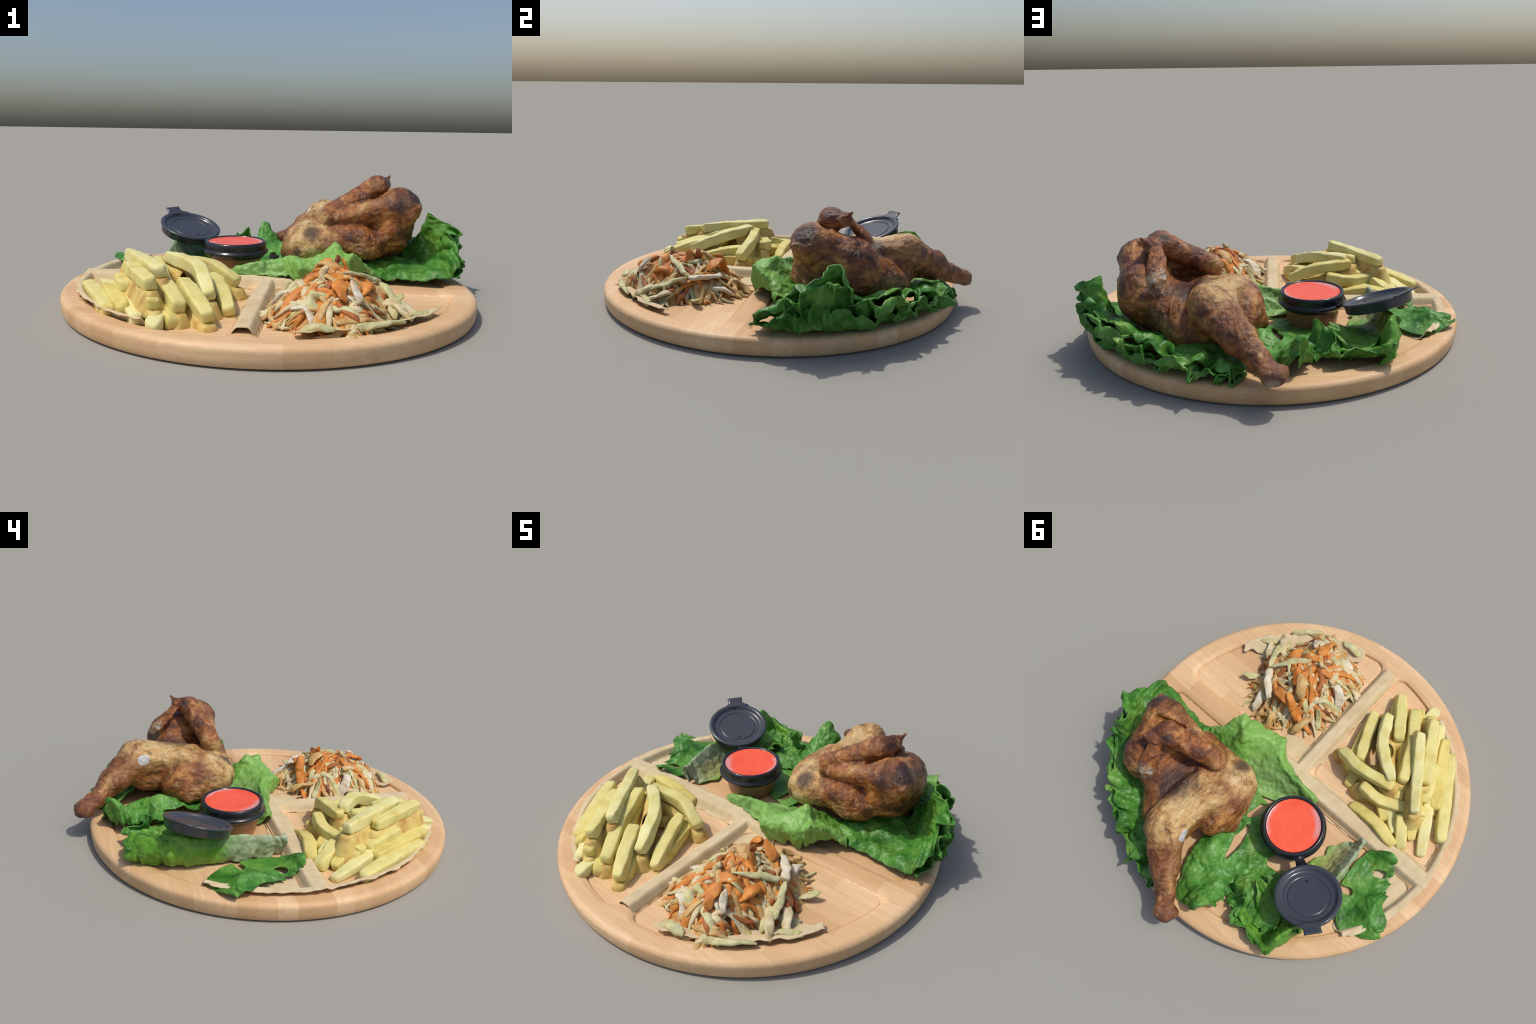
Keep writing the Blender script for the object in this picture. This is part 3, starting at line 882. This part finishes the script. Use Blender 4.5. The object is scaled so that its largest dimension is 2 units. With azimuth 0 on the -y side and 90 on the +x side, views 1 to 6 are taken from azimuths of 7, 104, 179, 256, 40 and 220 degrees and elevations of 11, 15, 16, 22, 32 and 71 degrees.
    fold = [
        [(-.19, .10, .085), (-.19, .04, .10), (-.19, .015, .125), (-.19, .00, .137), (-.19, -.008, .13), (-.19, -.015, .12)],
        [(-.08, .12, .085), (-.08, .06, .10), (-.08, .025, .14), (-.08, .00, .172), (-.08, -.015, .15), (-.08, -.03, .12)],
        [(.02, .15, .085), (.02, .08, .10), (.02, .03, .15), (.02, .00, .195), (.02, -.025, .16), (.02, -.045, .12)],
        [(.09, .18, .09), (.09, .10, .11), (.085, .03, .165), (.08, -.02, .21), (.09, -.06, .175), (.10, -.075, .12)],
        [(.14, .20, .095), (.14, .11, .115), (.13, .02, .175), (.12, -.05, .223), (.14, -.115, .19), (.155, -.11, .10)],
        [(.20, .20, .10), (.20, .11, .13), (.20, .02, .185), (.17, -.08, .215), (.163, -.133, .185), (.185, -.115, .09)],
        [(.27, .20, .12), (.27, .11, .17), (.27, .03, .225), (.25, -.06, .235), (.26, -.12, .19), (.275, -.095, .09)],
        [(.33, .20, .14), (.325, .10, .20), (.315, .022, .275), (.345, -.03, .24), (.36, -.10, .20), (.36, -.075, .09)],
        [(.38, .20, .13), (.375, .10, .17), (.37, .03, .215), (.395, -.03, .235), (.405, -.075, .24), (.382, -.07, .125)],
        [(.43, .20, .12), (.43, .11, .14), (.44, .06, .17), (.45, .03, .18), (.46, .015, .17), (.465, .02, .14)],
        [(.50, .20, .11), (.50, .13, .12), (.51, .09, .135), (.52, .07, .14), (.525, .06, .12), (.525, .06, .095)],
    ]
    leaf("lettuce_leaf", fold, 240, 70, m_pale, let, ruffle=0.005, waves=6, t0=0.45, rough=0.013, seed=13)

    under_leg = [
        [(.10, .16, .09), (.04, .17, .085), (-.04, .19, .08), (-.12, .24, .075), (-.20, .28, .075)],
        [(.12, .32, .10), (.05, .33, .10), (-.03, .35, .09), (-.12, .37, .085), (-.22, .38, .085)],
        [(.13, .45, .11), (.06, .45, .13), (-.02, .46, .12), (-.10, .47, .105), (-.22, .47, .10)],
        [(.13, .55, .13), (.05, .55, .175), (-.02, .56, .14), (-.10, .57, .13), (-.18, .58, .15)],
        [(.11, .66, .12), (.05, .66, .14), (-.03, .66, .15), (-.11, .66, .165), (-.18, .65, .12)],
        [(.08, .75, .10), (.02, .75, .13), (-.06, .75, .18), (-.125, .74, .20), (-.16, .71, .11)],
        [(.05, .82, .09), (-.01, .82, .14), (-.07, .82, .21), (-.12, .82, .265), (-.13, .77, .12)],
        [(.03, .86, .09), (-.03, .86, .12), (-.07, .85, .16), (-.11, .845, .19), (-.11, .80, .10)],
    ]
    leaf("lettuce_leaf", under_leg, 180, 90, m_mid, let, ruffle=0.012, waves=6, t0=0.7, rough=0.016, ends=0.4, seed=17, holes=((-0.02, 0.44, 0.10, 0.022, 1.75), (0.02, 0.24, 0.06, 0.02, 1.3)))

    bowl = [
        [(-.49, -.005, .085), (-.52, -.008, .155), (-.508, .0, .173), (-.485, .02, .12), (-.46, .04, .08), (-.44, .05, .075)],
        [(-.525, .10, .075), (-.535, .11, .155), (-.525, .115, .20), (-.475, .12, .12), (-.43, .13, .09), (-.39, .14, .078)],
        [(-.540, .25, .075), (-.55, .24, .155), (-.530, .24, .218), (-.475, .25, .12), (-.42, .26, .09), (-.37, .28, .08)],
        [(-.545, .40, .075), (-.56, .40, .155), (-.530, .40, .215), (-.475, .40, .13), (-.39, .40, .13), (-.29, .40, .12)],
        [(-.535, .52, .080), (-.565, .55, .165), (-.535, .55, .245), (-.475, .54, .14), (-.37, .52, .15), (-.25, .48, .19)],
        [(-.51, .63, .085), (-.545, .66, .175), (-.505, .665, .275), (-.455, .64, .13), (-.36, .60, .13), (-.24, .55, .18)],
        [(-.48, .69, .090), (-.525, .735, .145), (-.495, .735, .205), (-.44, .70, .12), (-.36, .66, .10), (-.25, .63, .11)],
        [(-.45, .72, .095), (-.49, .765, .135), (-.46, .765, .16), (-.40, .74, .16), (-.33, .725, .15), (-.26, .70, .14)],
    ]
    leaf("lettuce_leaf", bowl, 220, 110, m_rib, let, ruffle=0.010, waves=6, t0=0.65, both=True, ends=1.2, rough=0.008, seed=23)

    front = [
        [(-.08, .66, .09), (-.12, .64, .11), (-.15, .62, .15), (-.175, .60, .21), (-.188, .588, .255)],
        [(-.14, .68, .09), (-.18, .67, .10), (-.22, .66, .13), (-.25, .65, .17), (-.27, .63, .20)],
        [(-.22, .62, .09), (-.23, .67, .10), (-.24, .71, .12), (-.245, .735, .15), (-.25, .75, .17)],
        [(-.30, .62, .09), (-.32, .67, .10), (-.335, .71, .12), (-.345, .735, .15), (-.35, .75, .17)],
        [(-.38, .60, .09), (-.41, .66, .10), (-.44, .71, .12), (-.46, .74, .15), (-.475, .76, .19)],
        [(-.42, .57, .09), (-.46, .60, .11), (-.50, .64, .15), (-.52, .66, .21), (-.53, .68, .26)],
        [(-.43, .50, .09), (-.47, .51, .11), (-.51, .53, .16), (-.535, .54, .20), (-.55, .55, .235)],
    ]
    leaf("lettuce_leaf", front, 220, 60, m_mid, let, ruffle=0.018, waves=6, t0=0.35, seed=29)

    between = [
        [(-.09, .46, .105), (-.12, .53, .12), (-.15, .60, .12), (-.18, .67, .12), (-.20, .73, .115)],
        [(-.19, .43, .10), (-.22, .51, .12), (-.25, .58, .12), (-.27, .65, .115), (-.28, .72, .125)],
        [(-.29, .42, .11), (-.32, .50, .12), (-.35, .57, .13), (-.37, .64, .115), (-.39, .71, .14)],
        [(-.36, .40, .11), (-.40, .47, .13), (-.43, .54, .14), (-.46, .60, .15), (-.48, .67, .19)],
    ]
    leaf("lettuce_leaf", between, 130, 70, m_mid, let, ruffle=0.016, waves=4, t0=0.45, rough=0.014, ends=0.5, seed=37, ragged=0.14)

    small = [
        [(-.57, .00, .10), (-.62, -.03, .13), (-.66, -.05, .15), (-.71, -.045, .125)],
        [(-.55, .10, .085), (-.61, .08, .09), (-.67, .05, .105), (-.735, .01, .11)],
        [(-.56, .22, .085), (-.63, .18, .09), (-.70, .13, .10), (-.76, .08, .09)],
        [(-.60, .32, .085), (-.68, .28, .095), (-.75, .23, .15), (-.80, .16, .10)],
        [(-.66, .40, .08), (-.74, .36, .095), (-.82, .31, .135), (-.87, .26, .115)],
        [(-.72, .43, .08), (-.78, .40, .09), (-.85, .36, .11), (-.885, .33, .105)],
    ]
    leaf("lettuce_leaf", small, 140, 60, m_dark, let, ruffle=0.014, waves=5, t0=0.55, rough=0.010, ends=0.4, seed=31, zmin=0.083, ragged=0.16, holes=((-0.68, 0.07, 0.03, 0.02, 0.5), (-0.60, 0.25, 0.035, 0.018, 0.3)))
    return let


# ------------------------------------------------------------------ chicken
def sd_ellipsoid(p, c, r, rot=None):
    q = p - np.asarray(c)
    if rot is not None:
        q = q @ np.asarray(rot).T
    r = np.asarray(r, float)
    k0 = np.linalg.norm(q / r, axis=-1)
    k1 = np.linalg.norm(q / (r * r), axis=-1)
    return k0 * (k0 - 1.0) / np.maximum(k1, 1e-9)


def sd_cone(p, a, b, ra, rb):
    """capsule whose radius runs from ra to rb"""
    a, b = np.asarray(a, float), np.asarray(b, float)
    ab = b - a
    h = np.clip(((p - a) @ ab) / (ab @ ab), 0, 1)
    return np.linalg.norm(p - a - h[..., None] * ab, axis=-1) - (ra + (rb - ra) * h)


def smin(a, b, k):
    h = np.clip(0.5 + 0.5 * (b - a) / k, 0, 1)
    return b + (a - b) * h - k * h * (1 - h)


def surface_nets(F, origin, h):
    """dual mesh of the zero level of F sampled on a grid"""
    nx, ny, nz = F.shape
    ins = F < 0
    corner = [(i, j, k) for i in (0, 1) for j in (0, 1) for k in (0, 1)]
    sl = lambda c: (slice(c[0], nx - 1 + c[0]), slice(c[1], ny - 1 + c[1]), slice(c[2], nz - 1 + c[2]))
    cnt = sum(ins[sl(c)].astype(int) for c in corner)
    act = (cnt > 0) & (cnt < 8)
    idx = np.full(act.shape, -1)
    cells = np.argwhere(act)
    idx[act] = np.arange(len(cells))
    vals = np.stack([F[sl(c)][act] for c in corner], 1)
    cs = np.array(corner, float)
    acc = np.zeros((len(cells), 3))
    num = np.zeros(len(cells))
    for a in range(8):
        for b in range(a + 1, 8):
            if np.abs(cs[a] - cs[b]).sum() != 1:
                continue
            fa, fb = vals[:, a], vals[:, b]
            cr = (fa < 0) != (fb < 0)
            t = np.where(cr, fa / np.where(cr, fa - fb, 1), 0)
            acc += np.where(cr[:, None], cs[a] + t[:, None] * (cs[b] - cs[a]), 0)
            num += cr
    V = (cells + acc / num[:, None]) * h + origin
    faces = []
    for ax in range(3):
        o1, o2 = [a for a in range(3) if a != ax]
        lo = [slice(1, s - 1) for s in F.shape]
        lo[ax] = slice(0, F.shape[ax] - 1)
        hi = list(lo)
        hi[ax] = slice(1, F.shape[ax])
        A, B = ins[tuple(lo)], ins[tuple(hi)]
        base = [1, 1, 1]
        base[ax] = 0
        e = np.argwhere(A != B) + base
        s = ins[e[:, 0], e[:, 1], e[:, 2]]

        def cell(d1, d2):
            q = e.copy()
            q[:, o1] += d1
            q[:, o2] += d2
            return idx[q[:, 0], q[:, 1], q[:, 2]]
        quad = np.stack([cell(-1, -1), cell(0, -1), cell(0, 0), cell(-1, 0)], 1)
        flip = s if ax != 1 else ~s
        quad = np.where(flip[:, None], quad, quad[:, ::-1])
        faces.append(quad)
    return V, np.concatenate(faces)


def axes_from(long, side):
    a = np.asarray(long, float)
    a /= np.linalg.norm(a)
    b = np.asarray(side, float)
    b -= a * (a @ b)
    b /= np.linalg.norm(b)
    return np.stack([a, b, np.cross(a, b)])


def build_chicken():
    bird = thing("roast_chicken", "half roast chicken with browned skin, wing and drumstick", "roast chicken")
    h = 0.006
    lo, hi = np.array([-0.10, 0.04, 0.08]), np.array([0.80, 1.04, 0.62])
    g = [np.arange(lo[i], hi[i], h) for i in range(3)]
    p = np.stack(np.meshgrid(*g, indexing="ij"), -1)

    def union(items, k):
        d = items[0]
        for q in items[1:]:
            d = smin(d, q, k)
        return d
    E = lambda *a, **k: sd_ellipsoid(p, *a, **k)
    C = lambda *a: sd_cone(p, *a)
    def B(c, half, r, rot):
        q = np.abs((p - np.asarray(c)) @ np.asarray(rot).T) - (np.asarray(half) - r)
        return np.linalg.norm(np.maximum(q, 0), axis=-1) + np.minimum(q.max(-1), 0) - r
    tilt = axes_from((1, 0, 0.05), (0, 1, 0.09))
    breast = union([
        E((.592, .372, .328), (.130, .198, .156)),
        E((.500, .390, .245), (.125, .165, .120)),
        E((.625, .262, .435), (.108, .108, .098)),
        E((.460, .195, .225), (.110, .075, .060)),
        E((.350, .270, .270), (.170, .125, .095)),
        E((.420, .450, .235), (.135, .145, .120)),
        E((.370, .560, .195), (.110, .135, .120)),
        C((.690, .225, .440), (.722, .190, .441), .040, .016),
    ], 0.05)
    # the front underside is open and cut back
    breast = -smin(-breast, E((.71, .08, .19), (.23, .15, .135)), 0.05)
    thigh = union([
        B((.262, .495, .268), (.102, .190, .122), .060, tilt),
        C((.190, .180, .232), (.430, .195, .285), .062, .062),
        E((.130, .320, .215), (.088, .170, .125)),
        E((.190, .220, .240), (.078, .090, .095)),
        C((.185, .400, .338), (.172, .260, .295), .052, .055),
        C((.095, .330, .190), (.060, .400, .155), .055, .040),
        E((.125, .420, .200), (.068, .110, .095)),
    ], 0.04)
    drum = union([
        C((.250, .660, .320), (.130, .795, .240), .105, .070),
        C((.130, .795, .240), (.055, .880, .185), .070, .045),
        C((.055, .880, .188), (.010, .945, .160), .047, .046),
        E((-.028, .928, .156), (.036, .034, .034)),
        E((.018, .972, .148), (.032, .030, .038)),
        E((-.020, .968, .150), (.026, .028, .030)),
    ], 0.022)
    hand_axes = axes_from((-.03, .16, -.165), (1, 0.25, 0.1))
    drumette = C((.615, .245, .440), (.280, .218, .368), .078, .036)
    forearm = union([
        C((.288, .238, .392), (.520, .328, .536), .055, .056),
        C((.520, .330, .530), (.555, .385, .538), .054, .040),
        E((.512, .468, .465), (.128, .046, .025), rot=hand_axes),
        C((.562, .395, .548), (.586, .424, .580), .020, .009),
    ], 0.015)
    wing = smin(drumette, forearm, 0.008)
    body = smin(breast, thigh, 0.035)
    # hollow under the folded wing
    body = -smin(-body, C((.38, .38, .440), (.47, .375, .455), .026, .034), 0.02)
    body = smin(body, drum, 0.045)
    body = smin(body, drumette, 0.015)
    # dark slot between forearm and shoulder
    body = -smin(-body, C((.500, .250, .478), (.610, .315, .525), .016, .030), 0.012)
    body = smin(body, forearm, 0.008)
    V, Fq = surface_nets(body, lo, h)
    # vertex normals from the field gradient
    G = np.stack(np.gradient(body, h), -1)
    ii = np.clip(np.round((V - lo) / h).astype(int), 0, np.array(body.shape) - 1)
    N = G[ii[:, 0], ii[:, 1], ii[:, 2]]
    N /= np.maximum(np.linalg.norm(N, axis=1, keepdims=True), 1e-9)
    # wrinkled skin
    V = V + N * (0.008 * fbm(V * 9, 3) + 0.005 * np.abs(noise3(V * [24, 15, 30] + 3)) - 0.004 * np.abs(noise3(V * [46, 30, 46])) - 0.001)[:, None]
    reg = np.stack([f[ii[:, 0], ii[:, 1], ii[:, 2]] for f in (breast, thigh, drum, wing)], 1).argmin(1)
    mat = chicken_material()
    whole = bpy.data.meshes.new("whole")
    whole.from_pydata(V.tolist(), [], Fq.tolist())
    whole.polygons.foreach_set("use_smooth", [True] * len(whole.polygons))
    whole.update()
    VN = np.zeros(len(V) * 3, np.float32)
    whole.vertices.foreach_get("normal", VN)
    VN = VN.reshape(-1, 3)
    face_reg = np.array([np.bincount(r, minlength=4).argmax() for r in reg[Fq]])
    for r, nm in enumerate(("breast", "thigh", "drumstick", "wing")):
        q = Fq[face_reg == r]
        used = np.unique(q)
        idx = np.full(len(V), -1)
        idx[used] = np.arange(len(used))
        ob = mesh_object(nm, V[used], idx[q], mat, bird)
        ob.data.normals_split_custom_set_from_vertices([tuple(n) for n in VN[used].astype(float)])
    bpy.data.meshes.remove(whole)
    return bird


board = build_board()
build_dividers(board)
build_cup()
build_fries()
build_slaw()
build_lettuce()
build_chicken()
bpy.context.view_layer.update()
